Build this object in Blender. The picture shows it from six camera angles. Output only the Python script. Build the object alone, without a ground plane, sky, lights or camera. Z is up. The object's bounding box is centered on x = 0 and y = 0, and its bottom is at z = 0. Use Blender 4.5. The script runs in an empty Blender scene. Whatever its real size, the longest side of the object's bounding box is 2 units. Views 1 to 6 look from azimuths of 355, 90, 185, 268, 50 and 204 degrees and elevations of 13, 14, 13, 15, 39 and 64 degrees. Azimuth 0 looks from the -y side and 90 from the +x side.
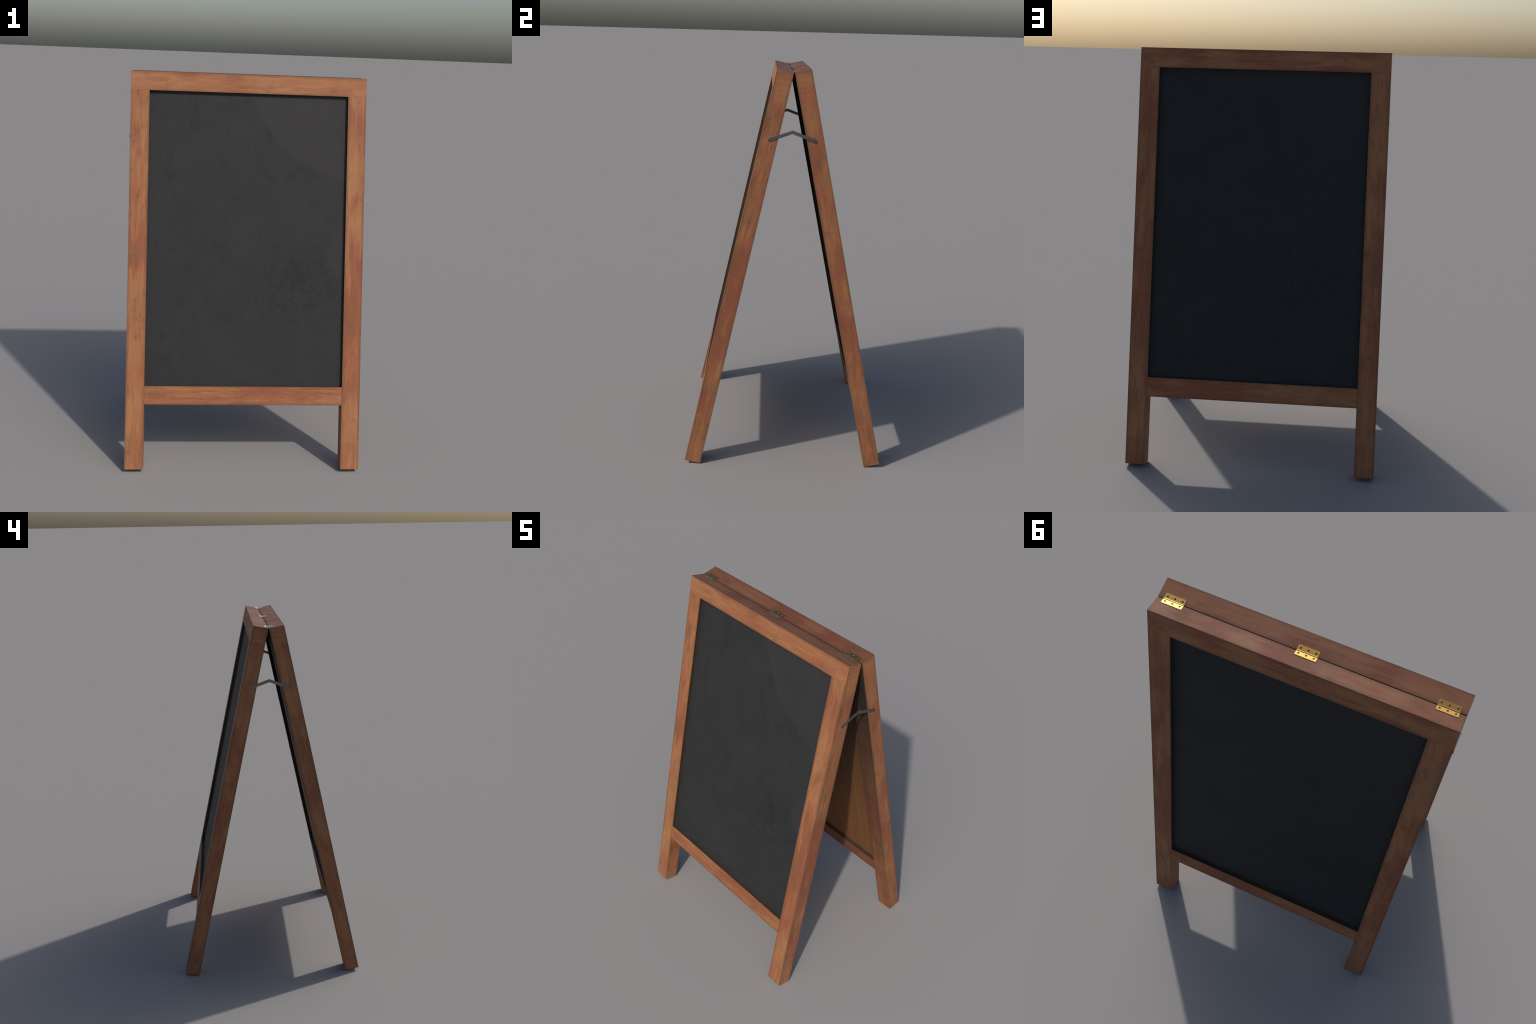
"""Freestanding A-frame pavement chalkboard: two hinged wooden frames with slate
panels, three brass butt hinges on the ridge, two folding steel braces."""
import bpy, bmesh, math
from mathutils import Matrix, Vector

# ------------------------------------------------------------------ dimensions
TILT = 0.2089            # lean of each panel from the vertical (about 12 degrees)
THICK = 0.0808           # thickness of the frame timber
HINGE_Z = 1.9830         # height of the inner top edges, where the panels meet
GAP = 0.0016             # half of the slit between the panels at the ridge
HALF_W = 0.6039          # half width of a panel
LEG = 2.0268             # length of a panel along its slope
STILE_W = 0.0944         # width of the uprights
RAIL_H = 0.0950          # depth of the top rail
LOW_TOP, LOW_BOT = 1.5986, 1.6937   # lower rail, measured down the slope
BOARD_OUT, BOARD_IN = 0.0616, 0.0210  # slate face / back of the panel
INNER_W = HALF_W - STILE_W
CHAMFER = 0.0005

SIN, COS = math.sin(TILT), math.cos(TILT)


def panel_matrix(side):
    """Local axes of a panel: X across, Y outwards, Z up the slope; origin on
    the inner top edge.  side -1 is the sunny front, +1 the back."""
    out = Vector((0, side * COS, SIN))
    up = Vector((0, -side * SIN, COS))
    across = out.cross(up)
    m = Matrix((across, out, up)).transposed().to_4x4()
    m.translation = Vector((0, side * GAP, HINGE_Z))
    return m


# ------------------------------------------------------------------ node helpers
class Nodes:
    def __init__(self, name):
        self.mat = bpy.data.materials.new(name)
        self.mat.use_nodes = True
        self.t = self.mat.node_tree
        self.t.nodes.clear()
        self.out = self.t.nodes.new("ShaderNodeOutputMaterial")
        self.bsdf = self.t.nodes.new("ShaderNodeBsdfPrincipled")
        self.t.links.new(self.bsdf.outputs[0], self.out.inputs[0])
        tc = self.t.nodes.new("ShaderNodeTexCoord")
        self.obj, self.nrm = tc.outputs["Object"], tc.outputs["Normal"]

    def put(self, sock, v):
        if isinstance(v, bpy.types.NodeSocket):
            self.t.links.new(v, sock)
        elif v is not None:
            if hasattr(sock, "default_value") and isinstance(v, (tuple, list)) and len(v) == 3 and sock.type == "RGBA":
                v = (*v, 1)
            sock.default_value = v

    def math(self, op, a, b=None, c=None, clamp=False):
        n = self.t.nodes.new("ShaderNodeMath")
        n.operation, n.use_clamp = op, clamp
        for s, v in zip(n.inputs, (a, b, c)):
            self.put(s, v)
        return n.outputs[0]

    def vmath(self, op, a, b=None):
        n = self.t.nodes.new("ShaderNodeVectorMath")
        n.operation = op
        self.put(n.inputs[0], a)
        self.put(n.inputs[1], b)
        return n.outputs[0]

    def split(self, v):
        n = self.t.nodes.new("ShaderNodeSeparateXYZ")
        self.put(n.inputs[0], v)
        return n.outputs[0], n.outputs[1], n.outputs[2]

    def join(self, x, y, z):
        n = self.t.nodes.new("ShaderNodeCombineXYZ")
        for s, v in zip(n.inputs, (x, y, z)):
            self.put(s, v)
        return n.outputs[0]

    def noise(self, vec, seed, scale=1.0, detail=3.0, rough=0.55, distort=0.0):
        n = self.t.nodes.new("ShaderNodeTexNoise")
        n.noise_dimensions = "4D"
        self.put(n.inputs["Vector"], vec)
        n.inputs["W"].default_value = seed
        n.inputs["Scale"].default_value = scale
        n.inputs["Detail"].default_value = detail
        n.inputs["Roughness"].default_value = rough
        n.inputs["Distortion"].default_value = distort
        return n.outputs["Fac"]

    def ramp(self, v, lo, hi, a=0.0, b=1.0):
        n = self.t.nodes.new("ShaderNodeMapRange")
        n.interpolation_type = "SMOOTHSTEP"
        self.put(n.inputs[0], v)
        n.inputs[1].default_value, n.inputs[2].default_value = lo, hi
        n.inputs[3].default_value, n.inputs[4].default_value = a, b
        return n.outputs[0]

    def mix(self, f, a, b, blend="MIX"):
        n = self.t.nodes.new("ShaderNodeMix")
        n.data_type, n.blend_type, n.clamp_factor = "RGBA", blend, True
        self.put(n.inputs[0], f)
        self.put(n.inputs[6], a)
        self.put(n.inputs[7], b)
        return n.outputs[2]

    def vmix(self, f, a, b):
        n = self.t.nodes.new("ShaderNodeMix")
        n.data_type = "VECTOR"
        self.put(n.inputs[0], f)
        self.put(n.inputs[4], a)
        self.put(n.inputs[5], b)
        return n.outputs[1]

    def bump(self, h, dist, strength=1.0):
        n = self.t.nodes.new("ShaderNodeBump")
        n.inputs["Strength"].default_value = strength
        n.inputs["Distance"].default_value = dist
        self.put(n.inputs["Height"], h)
        self.put(self.bsdf.inputs["Normal"], n.outputs[0])

    def finish(self, colour, rough, metallic=0.0, spec=None):
        self.put(self.bsdf.inputs["Base Color"], colour)
        self.put(self.bsdf.inputs["Roughness"], rough)
        self.put(self.bsdf.inputs["Metallic"], metallic)
        if spec is not None:
            self.put(self.bsdf.inputs["Specular IOR Level"], spec)
        return self.mat


# ------------------------------------------------------------------ materials
TAN, ORANGE = (0.338, 0.150, 0.065), (0.298, 0.113, 0.050)
RUSSET, UMBER = (0.232, 0.071, 0.036), (0.135, 0.064, 0.034)


def stained_wood(seed, size, red=0.5, rebate_shade=None, top_side=0, inner=(1.0, 1.0), blush=(), joint=None):
    """Oiled hardwood; grain runs along local Z.  `size` is the beam's box.
    sooty = (axis sign on X, z from, z to): the rebate wall around the slate,
    its occlusion shade painted in nearly black.  top_side = sign of the X face that is
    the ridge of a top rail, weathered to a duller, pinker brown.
    inner = how free of painted shade the face towards the other panel is at the -Z and
    +Z ends: the shade of the wedge under the ridge is put into the colour.
    blush = (centre, spread, strength) along Z of stretches stained redder."""
    n = Nodes("stained_wood")
    w, t, l = size
    x, y, z = n.split(n.obj)
    nx, ny, nz = n.split(n.nrm)
    end = n.ramp(n.math("ABSOLUTE", nz), 0.6, 0.8)

    def grain(across, along):
        side = n.join(n.math("MULTIPLY", x, across), n.math("MULTIPLY", y, across), n.math("MULTIPLY", z, along))
        tip = n.join(n.math("MULTIPLY", x, across), n.math("MULTIPLY", z, across), n.math("MULTIPLY", y, along))
        return n.vmix(end, side, tip)

    # wandering fibre: bend the long coordinate system sideways with slow noise
    streak = n.noise(grain(58, 6.5), seed, 1, 5, 0.62, 0.9)
    fibre = n.noise(grain(170, 18), seed + 3, 1, 3, 0.65, 0.5)
    figure = n.noise(grain(19, 3.4), seed + 7, 1, 3, 0.55, 0.9)
    blotch = n.noise(grain(12, 2.8), seed + 11, 1, 4, 0.62, 0.6)
    cloud = n.noise(n.obj, seed + 17, 5.5, 3, 0.6)

    col = n.mix(n.ramp(figure, 0.34, 0.66), ORANGE, TAN)
    rv = n.math("ADD", blotch, n.math("MULTIPLY", n.math("SUBTRACT", cloud, 0.5), 0.5))
    rv = n.math("ADD", rv, n.math("MULTIPLY", n.math("SUBTRACT", streak, 0.5), 0.45))
    for c, sp, st in blush:
        g = n.math("EXPONENT", n.math("MULTIPLY", n.math("POWER", n.math("ABSOLUTE", n.math("SUBTRACT", z, c)), 2.0), -1.0 / (sp * sp)))
        rv = n.math("MULTIPLY_ADD", g, 0.22 * st, rv)
    rm = n.ramp(rv, 0.58 - 0.26 * red, 0.86 - 0.24 * red)
    col = n.mix(n.math("MULTIPLY", rm, 0.80), col, RUSSET)
    col = n.mix(n.math("MULTIPLY", n.ramp(streak, 0.50, 0.74), 0.48), col, UMBER)
    col = n.mix(n.math("MULTIPLY", n.ramp(streak, 0.46, 0.28), 0.22), col, (0.455, 0.225, 0.105))
    col = n.mix(n.math("MULTIPLY", n.ramp(fibre, 0.50, 0.74), 0.26), col, UMBER)
    # ingrained dirt: small scratchy smudges gathered in patches
    patch = n.ramp(n.noise(n.obj, seed + 23, 11, 2, 0.5), 0.50, 0.68)
    scratch = n.ramp(n.noise(grain(85, 32), seed + 29, 1, 4, 0.7, 1.5), 0.47, 0.62)
    dirt = n.math("MULTIPLY", patch, scratch)
    col = n.mix(n.math("MULTIPLY", dirt, 0.50), col, (0.085, 0.055, 0.028))
    col = n.mix(n.math("MULTIPLY", patch, 0.18), col, (0.17, 0.095, 0.045))

    # darker along arrises: the middle one of the three distances to the box sides
    dx = n.math("SUBTRACT", w / 2, n.math("ABSOLUTE", x))
    if joint:      # no arris where the rail's lower side sits on a stile
        dx = n.math("MULTIPLY_ADD", n.math("MULTIPLY", n.math("GREATER_THAN", x, 0.0), n.math("GREATER_THAN", n.math("ABSOLUTE", z), joint)), 0.03, dx)
    dy = n.math("SUBTRACT", t / 2, n.math("ABSOLUTE", y))
    dz = n.math("SUBTRACT", l / 2, n.math("ABSOLUTE", z))
    edge = n.math("MAXIMUM", n.math("MINIMUM", dx, dy), n.math("MINIMUM", n.math("MAXIMUM", dx, dy), n.math("MULTIPLY", dz, 7.0)))
    edge = n.math("ADD", edge, n.math("MULTIPLY", n.math("SUBTRACT", cloud, 0.5), 0.012))
    col = n.mix(n.ramp(edge, 0.017, 0.0, 0, 0.46), col, (0.11, 0.058, 0.031))

    rough = n.ramp(cloud, 0.3, 0.7, 0.58, 0.72)
    if top_side:
        m = n.ramp(n.math("MULTIPLY", nx, top_side), 0.6, 0.9)
        col = n.mix(m, col, n.mix(0.10, n.mix(1.0, col, (0.55, 0.525, 0.57), "MULTIPLY"), (0.185, 0.080, 0.050)))
    if rebate_shade:  # occlusion of the recess painted into the wall colour
        sgn, z0, z1 = rebate_shade
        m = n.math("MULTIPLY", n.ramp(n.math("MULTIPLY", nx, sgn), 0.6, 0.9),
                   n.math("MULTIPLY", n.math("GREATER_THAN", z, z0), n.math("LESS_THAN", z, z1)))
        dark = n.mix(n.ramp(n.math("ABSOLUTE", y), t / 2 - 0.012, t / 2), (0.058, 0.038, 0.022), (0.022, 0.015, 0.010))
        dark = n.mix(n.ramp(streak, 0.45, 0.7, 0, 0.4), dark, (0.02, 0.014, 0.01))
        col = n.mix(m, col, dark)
    if inner != (1.0, 1.0):  # ambient shade between the panels, painted as a darker colour
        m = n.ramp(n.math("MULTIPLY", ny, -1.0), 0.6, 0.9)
        unshaded = n.t.nodes.new("ShaderNodeMapRange")
        n.put(unshaded.inputs[0], z if inner[0] != inner[1] else 0.0)
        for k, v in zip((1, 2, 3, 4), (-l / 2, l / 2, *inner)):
            unshaded.inputs[k].default_value = v
        col = n.mix(n.math("MULTIPLY", m, n.math("SUBTRACT", 1.0, unshaded.outputs[0])), col, (0.030, 0.021, 0.017))
    n.bump(n.math("ADD", n.math("MULTIPLY", streak, 0.6), n.math("MULTIPLY", fibre, 0.4)), 0.0006, 0.5)
    return n.finish(col, rough, 0.0, 0.29)


def slate(seed, wear=1.0):
    """Wiped blackboard paint: faint chalk haze, rubbed patches, one big swipe."""
    n = Nodes("chalkboard_slate")
    x, y, z = n.split(n.obj)
    haze = n.noise(n.obj, seed, 3.2, 5, 0.62, 0.8)
    wipe = n.noise(n.vmath("MULTIPLY", n.obj, (9, 1, 7)), seed + 5, 1, 6, 0.72, 1.8)
    fine = n.noise(n.obj, seed + 9, 45, 3, 0.65)
    col = n.mix(n.ramp(haze, 0.32, 0.68), (0.0256, 0.0257, 0.0261), (0.0288, 0.0288, 0.0291))
    col = n.mix(n.ramp(wipe, 0.50, 0.66, 0, 0.65), col, (0.0195, 0.0195, 0.0196))
    col = n.mix(n.ramp(wipe, 0.46, 0.30, 0, 0.45), col, (0.0335, 0.0333, 0.0334))
    # blotchy, half-erased stain low on the right
    d = n.vmath("MULTIPLY", n.vmath("SUBTRACT", n.obj, (0.26, 0, -0.24)), (3.0, 0, 3.4))
    ln = n.t.nodes.new("ShaderNodeVectorMath"); ln.operation = "LENGTH"; n.put(ln.inputs[0], d)
    spot = n.math("MULTIPLY", n.ramp(ln.outputs["Value"], 1.1, 0.2), n.ramp(fine, 0.40, 0.62))
    col = n.mix(n.math("MULTIPLY", spot, 0.55), col, (0.0165, 0.0165, 0.0166))
    # the swipe: everything beyond a sagging curve towards the top right corner
    sag = n.math("EXPONENT", n.math("MULTIPLY", n.math("SUBTRACT", x, 0.012), -5.1))
    over = n.math("SUBTRACT", z, n.math("MULTIPLY_ADD", sag, 0.47, 0.28))
    ragged = n.math("MULTIPLY_ADD", n.math("SUBTRACT", n.noise(n.obj, seed + 13, 5, 3, 0.6), 0.5), 0.022, over)
    swipe = n.math("MULTIPLY", n.ramp(ragged, -0.006, 0.014), n.ramp(wipe, 0.35, 0.65, 1.0, 0.8))
    # a smaller rubbed patch half way down the right edge
    e = n.t.nodes.new("ShaderNodeVectorMath"); e.operation = "LENGTH"
    n.put(e.inputs[0], n.vmath("MULTIPLY", n.vmath("SUBTRACT", n.obj, (0.50, 0, -0.04)), (9, 0, 5.5)))
    rub = n.math("MULTIPLY", n.ramp(n.math("ADD", e.outputs["Value"], n.math("MULTIPLY", wipe, 0.8)), 1.40, 0.9), 0.8)
    swipe = n.math("MAXIMUM", swipe, rub)
    col = n.mix(n.math("MULTIPLY", swipe, 0.62 * wear), col, (0.0355, 0.0348, 0.0346))
    n.bump(fine, 0.0003, 0.35)
    return n.finish(col, 0.68, 0.0, 0.19)


def plywood(seed):
    n = Nodes("plywood_back")
    g = n.noise(n.vmath("MULTIPLY", n.obj, (60, 60, 2.2)), seed, 1, 4, 0.6, 0.6)
    b = n.noise(n.vmath("MULTIPLY", n.obj, (6, 6, 1.5)), seed + 4, 1, 3, 0.5, 0.5)
    col = n.mix(n.ramp(g, 0.3, 0.7), (0.158, 0.068, 0.025), (0.208, 0.094, 0.037))
    col = n.mix(n.ramp(b, 0.45, 0.7, 0, 0.4), col, (0.125, 0.060, 0.023))
    col = n.mix(n.ramp(n.split(n.obj)[2], -0.6, 0.9, 0, 0.8), col, (0.03, 0.018, 0.01))  # painted shade of the wedge, deepening towards the ridge
    n.bump(g, 0.0004, 0.4)
    return n.finish(col, 0.62, 0.0, 0.3)


def brass():
    n = Nodes("brass")
    a = n.noise(n.obj, 1.3, 160, 3, 0.6)
    b = n.noise(n.obj, 4.1, 900, 2, 0.6)
    col = n.mix(n.ramp(a, 0.35, 0.68), (0.47, 0.285, 0.092), (0.40, 0.235, 0.070))
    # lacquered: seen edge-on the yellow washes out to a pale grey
    lw = n.t.nodes.new("ShaderNodeLayerWeight")
    lw.inputs["Blend"].default_value = 0.5
    col = n.mix(n.ramp(lw.outputs["Facing"], 0.50, 0.80, 0, 0.75), col, (0.34, 0.31, 0.25))
    n.bump(b, 0.0002, 0.12)
    return n.finish(col, n.ramp(a, 0.3, 0.7, 0.30, 0.38), 1.0)


def steel():
    """Galvanised grey bar with rust freckles at the pivot (object origin) and on the edges."""
    n = Nodes("grey_steel")
    x, y, z = n.split(n.obj)
    a = n.noise(n.obj, 2.2, 60, 3, 0.6)
    f = n.noise(n.obj, 6.0, 420, 3, 0.65)
    col = n.mix(n.ramp(a, 0.3, 0.7), (0.165, 0.161, 0.157), (0.20, 0.195, 0.19))
    near = n.ramp(n.math("ABSOLUTE", z), 0.065, 0.0)
    rim = n.ramp(n.math("ABSOLUTE", y), 0.0066, 0.0082)
    fre = n.math("MULTIPLY", n.math("MAXIMUM", n.math("MULTIPLY", near, 0.9), rim), n.ramp(f, 0.50, 0.66))
    col = n.mix(n.math("MULTIPLY", fre, 0.55), col, (0.20, 0.085, 0.035))
    n.bump(f, 0.0003, 0.25)
    return n.finish(col, n.ramp(a, 0.3, 0.7, 0.28, 0.36), n.math("SUBTRACT", 0.95, n.math("MULTIPLY", fre, 0.6)))


def dark_metal(name, c, metallic):
    n = Nodes(name)
    a = n.noise(n.obj, 1.0, 500, 2)
    return n.finish(n.mix(a, tuple(v * 0.8 for v in c), tuple(v * 1.2 for v in c)), 0.7, metallic, 0.1)


# ------------------------------------------------------------------ builders
root = bpy.data.objects.new("folding_chalkboard_sign", None)
bpy.context.scene.collection.objects.link(root)
root["label"] = "wooden A-frame pavement sign with two blank black chalkboard panels"
root["category"] = "chalkboard sign"
root.empty_display_size = 0.2


def add(name, mesh, matrix, parent=root):
    o = bpy.data.objects.new(name, mesh)
    bpy.context.scene.collection.objects.link(o)
    o.parent = parent
    o.matrix_world = matrix
    if parent is not root:
        o.matrix_parent_inverse = Matrix.Identity(4)
        o.matrix_basis = parent.matrix_basis.inverted() @ matrix
    else:
        o.matrix_basis = matrix
    return o


def mesh_of(bm, name, mat, smooth_angle=None):
    me = bpy.data.meshes.new(name)
    bmesh.ops.recalc_face_normals(bm, faces=bm.faces)
    if smooth_angle is not None:
        for f in bm.faces:
            f.smooth = True
        for e in bm.edges:
            e.smooth = len(e.link_faces) == 2 and e.calc_face_angle() < smooth_angle
    bm.to_mesh(me)
    bm.free()
    me.materials.append(mat)
    return me


def box_mesh(name, size, mat, chamfer=CHAMFER, segs=2):
    bm = bmesh.new()
    bmesh.ops.create_cube(bm, size=1.0, matrix=Matrix.Diagonal((*size, 1)))
    if chamfer:
        bmesh.ops.bevel(bm, geom=bm.edges[:], offset=chamfer, segments=segs, profile=0.5, affect="EDGES")
    return mesh_of(bm, name, mat)


def slab_mesh(name, outline, depth, mat, bevel=0.0005):
    """Flat plate: outline in local (y, z), thickness along x from 0 to depth."""
    bm = bmesh.new()
    vs = [bm.verts.new((0, a, b)) for a, b in outline]
    f = bm.faces.new(vs)
    r = bmesh.ops.extrude_face_region(bm, geom=[f])
    bmesh.ops.translate(bm, verts=[v for v in r["geom"] if isinstance(v, bmesh.types.BMVert)], vec=(depth, 0, 0))
    if bevel:
        es = [e for e in bm.edges if abs(e.verts[0].co.x - e.verts[1].co.x) < 1e-6]
        bmesh.ops.bevel(bm, geom=es, offset=bevel, segments=2, profile=0.5, affect="EDGES")
    return mesh_of(bm, name, mat)


def dished_disc(name, r, rise, hollow, mat, steps=20):
    """Screw head seen end-on along +x: rim, then a countersunk hollow."""
    bm = bmesh.new()
    prof = [(r, 0.0), (r, rise), (r * 0.80, rise + 0.0002), (r * 0.62, rise - hollow), (0.0, rise - hollow)]
    rings = []
    for rad, h in prof:
        if rad == 0:
            rings.append([bm.verts.new((h, 0, 0))])
        else:
            rings.append([bm.verts.new((h, rad * math.cos(2 * math.pi * i / steps), rad * math.sin(2 * math.pi * i / steps))) for i in range(steps)])
    for a, b in zip(rings, rings[1:]):
        for i in range(steps):
            j = (i + 1) % steps
            bm.faces.new((a[i], a[j], b[j], b[i]) if len(b) > 1 else (a[i], a[j], b[0]))
    bm.faces.new(rings[0][::-1])
    return mesh_of(bm, name, mat, math.radians(35))


# ------------------------------------------------------------------ the two panels
ALONG_X = Matrix(((0, 0, 1, 0), (0, 1, 0, 0), (-1, 0, 0, 0), (0, 0, 0, 1)))  # local z -> x, local x -> -z
WOOD = {  # seed, amount of red for: stile at -x, stile at +x, top rail, lower rail
    -1: [(2.0, 0.36), (8.4, 0.45), (14.6, 0.42), (21.9, 0.62)],
    1: [(33.1, 0.45), (41.7, 0.42), (52.3, 0.55), (63.8, 0.50)],
}
# redder stretches of each stile, as distances down the slope: (at, spread, strength)
BLUSH = {
    (-1, -1): [(0.90, 0.14, 0.8), (0.66, 0.07, 0.4), (1.50, 0.10, 0.3)],
    (-1, 1): [(0.20, 0.09, 0.7), (1.20, 0.36, 1.0)],
    (1, -1): [(1.00, 0.18, 0.9), (1.50, 0.13, 0.7)],
    (1, 1): [(0.38, 0.12, 0.8), (1.20, 0.30, 0.9), (1.88, 0.12, 0.5)],
}
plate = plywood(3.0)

for side in (-1, 1):
    M = panel_matrix(side)
    lx = M.to_3x3().col[0].x          # local x of the panel may run along -x of the world
    seeds = WOOD[side]
    # uprights
    sl = LEG - RAIL_H
    mid = -(RAIL_H + sl / 2)
    for s in (-1, 1):                 # s: world side of the stile
        seed, red = seeds[0 if s < 0 else 1]
        sx = s * lx                   # the same in panel coordinates
        size = (STILE_W, THICK, sl)
        mat = stained_wood(seed, size, red, rebate_shade=(-sx, -LOW_TOP - mid, -RAIL_H - mid), inner=(0.95, -0.05),
                           blush=[(-d - mid, sp, st) for d, sp, st in BLUSH[side, s]])
        add("stile", box_mesh("stile", size, mat),
            M @ Matrix.Translation((sx * (HALF_W - STILE_W / 2), THICK / 2, mid)))
    # rails: the beam's local z lies across the panel, its local +x points down the slope
    size = (RAIL_H, THICK, HALF_W * 2)
    mat = stained_wood(seeds[2][0], size, seeds[2][1], rebate_shade=(1, -INNER_W, INNER_W), top_side=-1, inner=(0.05, 0.05),
                       blush=[(0.05, 0.12, 0.6), (-0.38, 0.10, 0.4), (0.33, 0.10, 0.5)], joint=INNER_W)
    add("top_rail", box_mesh("top_rail", size, mat), M @ Matrix.Translation((0, THICK / 2, -RAIL_H / 2)) @ ALONG_X)
    h = LOW_BOT - LOW_TOP
    size = (h, THICK, INNER_W * 2)
    mat = stained_wood(seeds[3][0], size, seeds[3][1], rebate_shade=(-1, -INNER_W, INNER_W), inner=(0.72, 0.72),
                       blush=[(-0.30 * side * -1, 0.30, 0.6)])
    add("bottom_rail", box_mesh("bottom_rail", size, mat, 0.0009), M @ Matrix.Translation((0, THICK / 2, -(LOW_TOP + LOW_BOT) / 2)) @ ALONG_X)
    # slate and its plywood backing, housed 4 mm into the frame
    bh = LOW_TOP - RAIL_H
    split = BOARD_IN + 0.012
    zc = -(RAIL_H + LOW_TOP) / 2
    tuck = 0.008
    add("chalkboard", box_mesh("chalkboard", (INNER_W * 2 + tuck, BOARD_OUT - split, bh + tuck), slate(5.0) if side < 0 else slate(9.0, 0.35), 0.0),
        M @ Matrix.Translation((0, (BOARD_OUT + split) / 2, zc)) @ Matrix.Rotation(math.pi, 4, "Z"))
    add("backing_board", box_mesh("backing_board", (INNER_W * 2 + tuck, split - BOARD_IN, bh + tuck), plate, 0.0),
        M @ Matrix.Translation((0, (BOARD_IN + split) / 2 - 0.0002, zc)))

# ------------------------------------------------------------------ brass hinges
LEAF_L, LEAF_W, LEAF_T, BARREL_R = 0.0835, 0.0236, 0.0024, 0.0027
gold = brass()
screw_steel = dark_metal("screw_steel", (0.03, 0.034, 0.040), 0.5)


def hinge_leaf_mesh():
    """Leaf lying in local XY (y away from the barrel), pierced by three
    countersunk holes; top face at z = LEAF_T."""
    bm = bmesh.new()
    R, steps = 0.0043, 16
    xs = (-0.0303, 0.0, 0.0303)
    cy = LEAF_W / 2
    # a square cell per hole, quads between square and circle, plus filler strips
    half = 0.0075
    cols = [-LEAF_L / 2]
    for c in xs:
        cols += [c - half, c + half]
    cols.append(LEAF_L / 2)
    rows = [0.0012, cy - half, cy + half, LEAF_W]
    grid = {}

    def gv(i, j):
        if (i, j) not in grid:
            grid[i, j] = bm.verts.new((cols[i], rows[j], LEAF_T))
        return grid[i, j]
    for i in range(len(cols) - 1):
        for j in range(3):
            if j == 1 and i in (1, 3, 5):
                c = xs[(i - 1) // 2]
                q = [gv(i, j), gv(i + 1, j), gv(i + 1, j + 1), gv(i, j + 1)]
                ring = [bm.verts.new((c + R * math.cos(math.radians(225 + 360 * k / steps)), cy + R * math.sin(math.radians(225 + 360 * k / steps)), LEAF_T)) for k in range(steps)]
                per = steps // 4
                for s in range(4):
                    a, b = q[s], q[(s + 1) % 4]
                    mid = s * per + per // 2
                    for k in range(s * per, s * per + per):
                        corner = a if k < mid else b
                        bm.faces.new((corner, ring[(k + 1) % steps], ring[k]))
                    bm.faces.new((a, b, ring[mid]))
                inner = [bm.verts.new((c + 0.62 * (v.co.x - c), cy + 0.62 * (v.co.y - cy), LEAF_T - 0.0013)) for v in ring]
                for k in range(steps):
                    bm.faces.new((ring[k], ring[(k + 1) % steps], inner[(k + 1) % steps], inner[k]))
                bm.faces.new(inner)
            else:
                bm.faces.new((gv(i, j), gv(i + 1, j), gv(i + 1, j + 1), gv(i, j + 1)))
    # rolled edges and sides down to the wood
    outline = [(i, 0) for i in range(len(cols))] + [(len(cols) - 1, j) for j in (1, 2, 3)] + \
              [(i, 3) for i in range(len(cols) - 2, -1, -1)] + [(0, j) for j in (2, 1)]
    top = [grid[k] for k in outline]
    cx, cyy = 0.0, LEAF_W / 2

    def lower(grow, zz):
        r = []
        for v in top:
            gx = grow * (1 if v.co.x > LEAF_L / 2 - 1e-6 else -1 if v.co.x < -LEAF_L / 2 + 1e-6 else 0)
            gy = grow * (1 if v.co.y > LEAF_W - 1e-6 else -1 if v.co.y < 0.0012 + 1e-6 else 0)
            r.append(bm.verts.new((v.co.x + gx, v.co.y + gy, zz)))
        return r
    r1, r2 = lower(0.0009, LEAF_T - 0.0009), lower(0.0009, 0.0)
    for a, b in ((top, r1), (r1, r2)):
        for k in range(len(a)):
            m = (k + 1) % len(a)
            bm.faces.new((a[k], b[k], b[m], a[m]))
    bm.faces.new(r2)
    return mesh_of(bm, "hinge_leaf", gold)


def barrel_mesh():
    bm = bmesh.new()
    bmesh.ops.create_cone(bm, cap_ends=True, segments=20, radius1=BARREL_R, radius2=BARREL_R, depth=LEAF_L,
                          matrix=Matrix.Rotation(math.pi / 2, 4, "Y"))
    caps = [e for e in bm.edges if abs(e.verts[0].co.x - e.verts[1].co.x) < 1e-6]
    bmesh.ops.bevel(bm, geom=caps, offset=0.0004, segments=2, affect="EDGES")
    return mesh_of(bm, "hinge", gold, math.radians(50))


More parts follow.
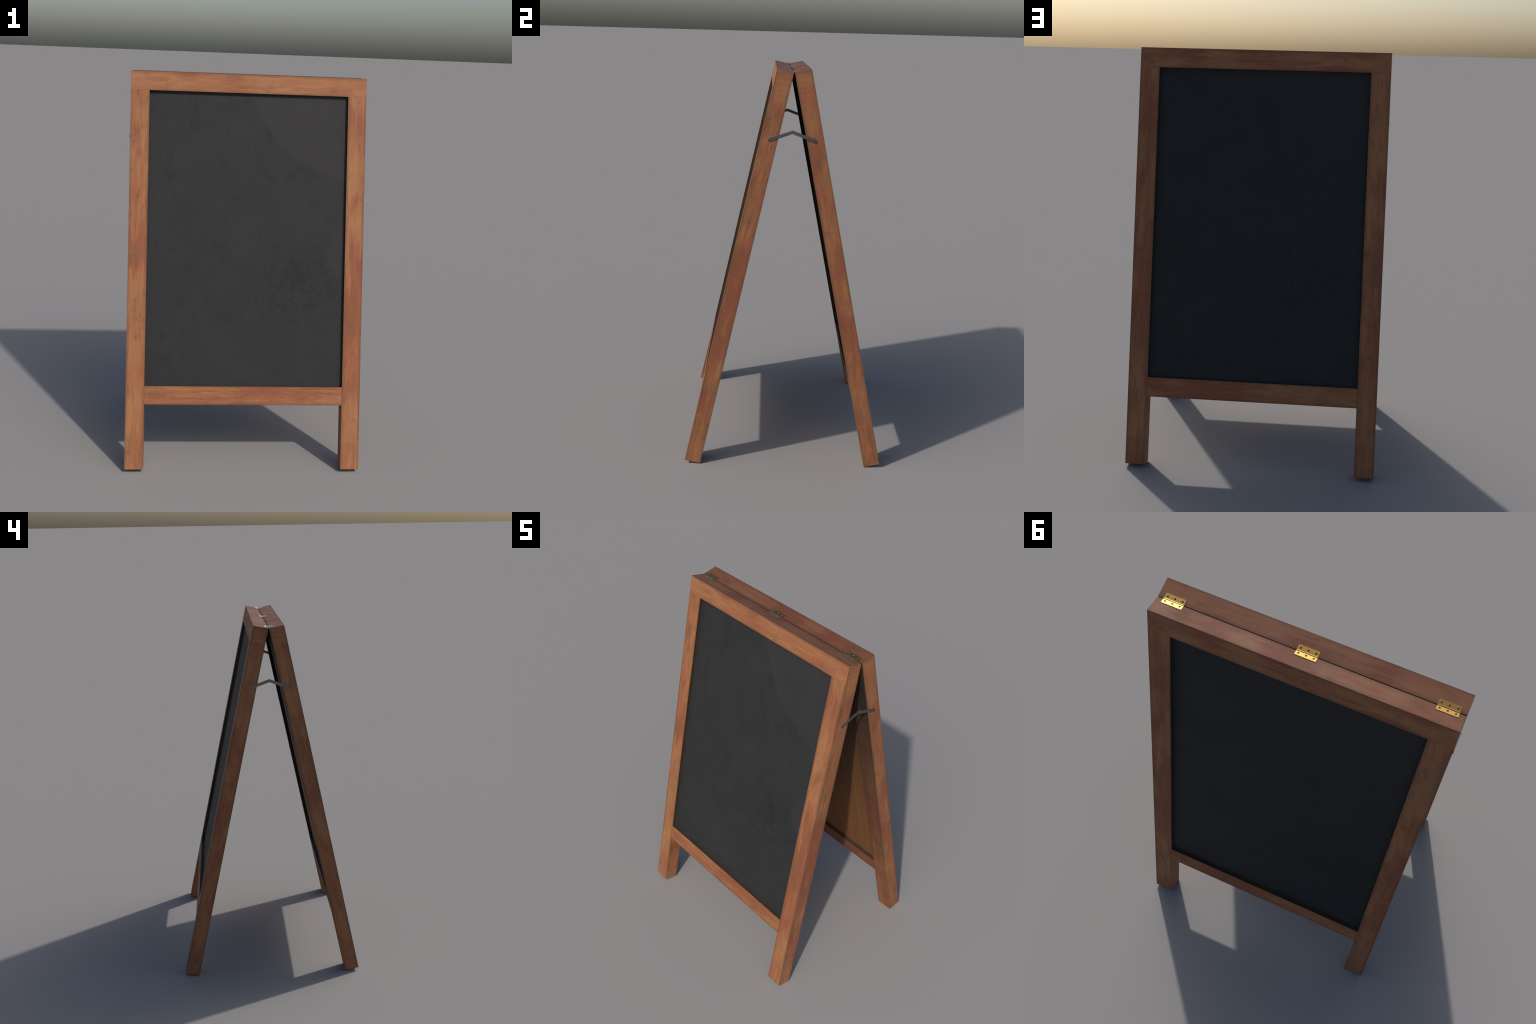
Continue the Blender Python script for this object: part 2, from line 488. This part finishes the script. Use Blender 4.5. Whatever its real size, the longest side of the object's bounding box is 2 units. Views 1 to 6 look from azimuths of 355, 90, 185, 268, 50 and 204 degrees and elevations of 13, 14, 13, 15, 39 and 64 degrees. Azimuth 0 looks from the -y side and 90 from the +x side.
leaf_me, barrel_me = hinge_leaf_mesh(), barrel_mesh()
head_me = dished_disc("hinge_screw", 0.0027, 0.0006, 0.0004, screw_steel)
for hx in (-0.5373, 0.0, 0.5373):
    at = Matrix.Translation((hx, 0, HINGE_Z + 0.0020))
    hinge = add("hinge", barrel_me, at)
    for side in (-1, 1):
        # leaf frame: y runs outwards along the top face of the rail, z is its normal
        out = Vector((0, side * COS, SIN))
        nor = Vector((0, -side * SIN, COS))
        F = Matrix((out.cross(nor), out, nor)).transposed().to_4x4()
        F.translation = Vector((hx, side * GAP, HINGE_Z))
        F = F @ Matrix.Translation((0, -0.0012, 0.0))
        add("hinge_leaf", leaf_me, F, hinge)
        for k in (-0.0303, 0.0, 0.0303):
            S = F @ Matrix.Translation((k, LEAF_W / 2, LEAF_T - 0.0013)) @ Matrix.Rotation(-math.pi / 2, 4, "Y")
            add("hinge_screw", head_me, S, hinge)

# ------------------------------------------------------------------ folding braces
BAR_W, BAR_T = 0.0158, 0.0020
APEX = Vector((0.0, -0.0002, 1.7099))
grey = steel()
screw_dark = dark_metal("screw_dark", (0.012, 0.0125, 0.0135), 0.0)
end_y, end_z = 0.1069, 1.6712
reach = math.hypot(end_y, end_z - APEX.z)


def bar_outline():
    """Flat bar along +z from the pivot (origin) to the screw, both ends round."""
    r, pts = BAR_W / 2, []
    for i in range(13):
        a = math.pi * i / 12
        pts.append((r * math.cos(a), reach + r * math.sin(a)))
    for i in range(13):
        a = math.pi + math.pi * i / 12
        pts.append((r * math.cos(a), r * math.sin(a)))
    return pts


arm_me = slab_mesh("brace_arm", bar_outline(), BAR_T, grey)
rivet_me = dished_disc("folding_brace", 0.0030, 0.0009, 0.0001, grey)
bolt_me = dished_disc("brace_screw", 0.0034, 0.0008, 0.0007, screw_dark)
for sx in (-1, 1):
    base = Matrix.Translation((sx * (HALF_W + 0.0002), APEX.y, APEX.z)) @ Matrix.Rotation(0 if sx > 0 else math.pi, 4, "Z")
    pivot = base @ Matrix.Translation((2 * BAR_T - 0.0002, 0, 0))
    brace = add("folding_brace", rivet_me, pivot)
    for s in (-1, 1):
        ang = math.atan2(s * end_y, end_z - APEX.z)
        lift = BAR_T if s > 0 else 0.0
        arm = base @ Matrix.Translation((lift, 0, 0)) @ Matrix.Rotation(-ang, 4, "X")
        add("brace_arm", arm_me, arm, brace)
        add("brace_screw", bolt_me, arm @ Matrix.Translation((BAR_T - 0.0004, 0, reach)), brace)
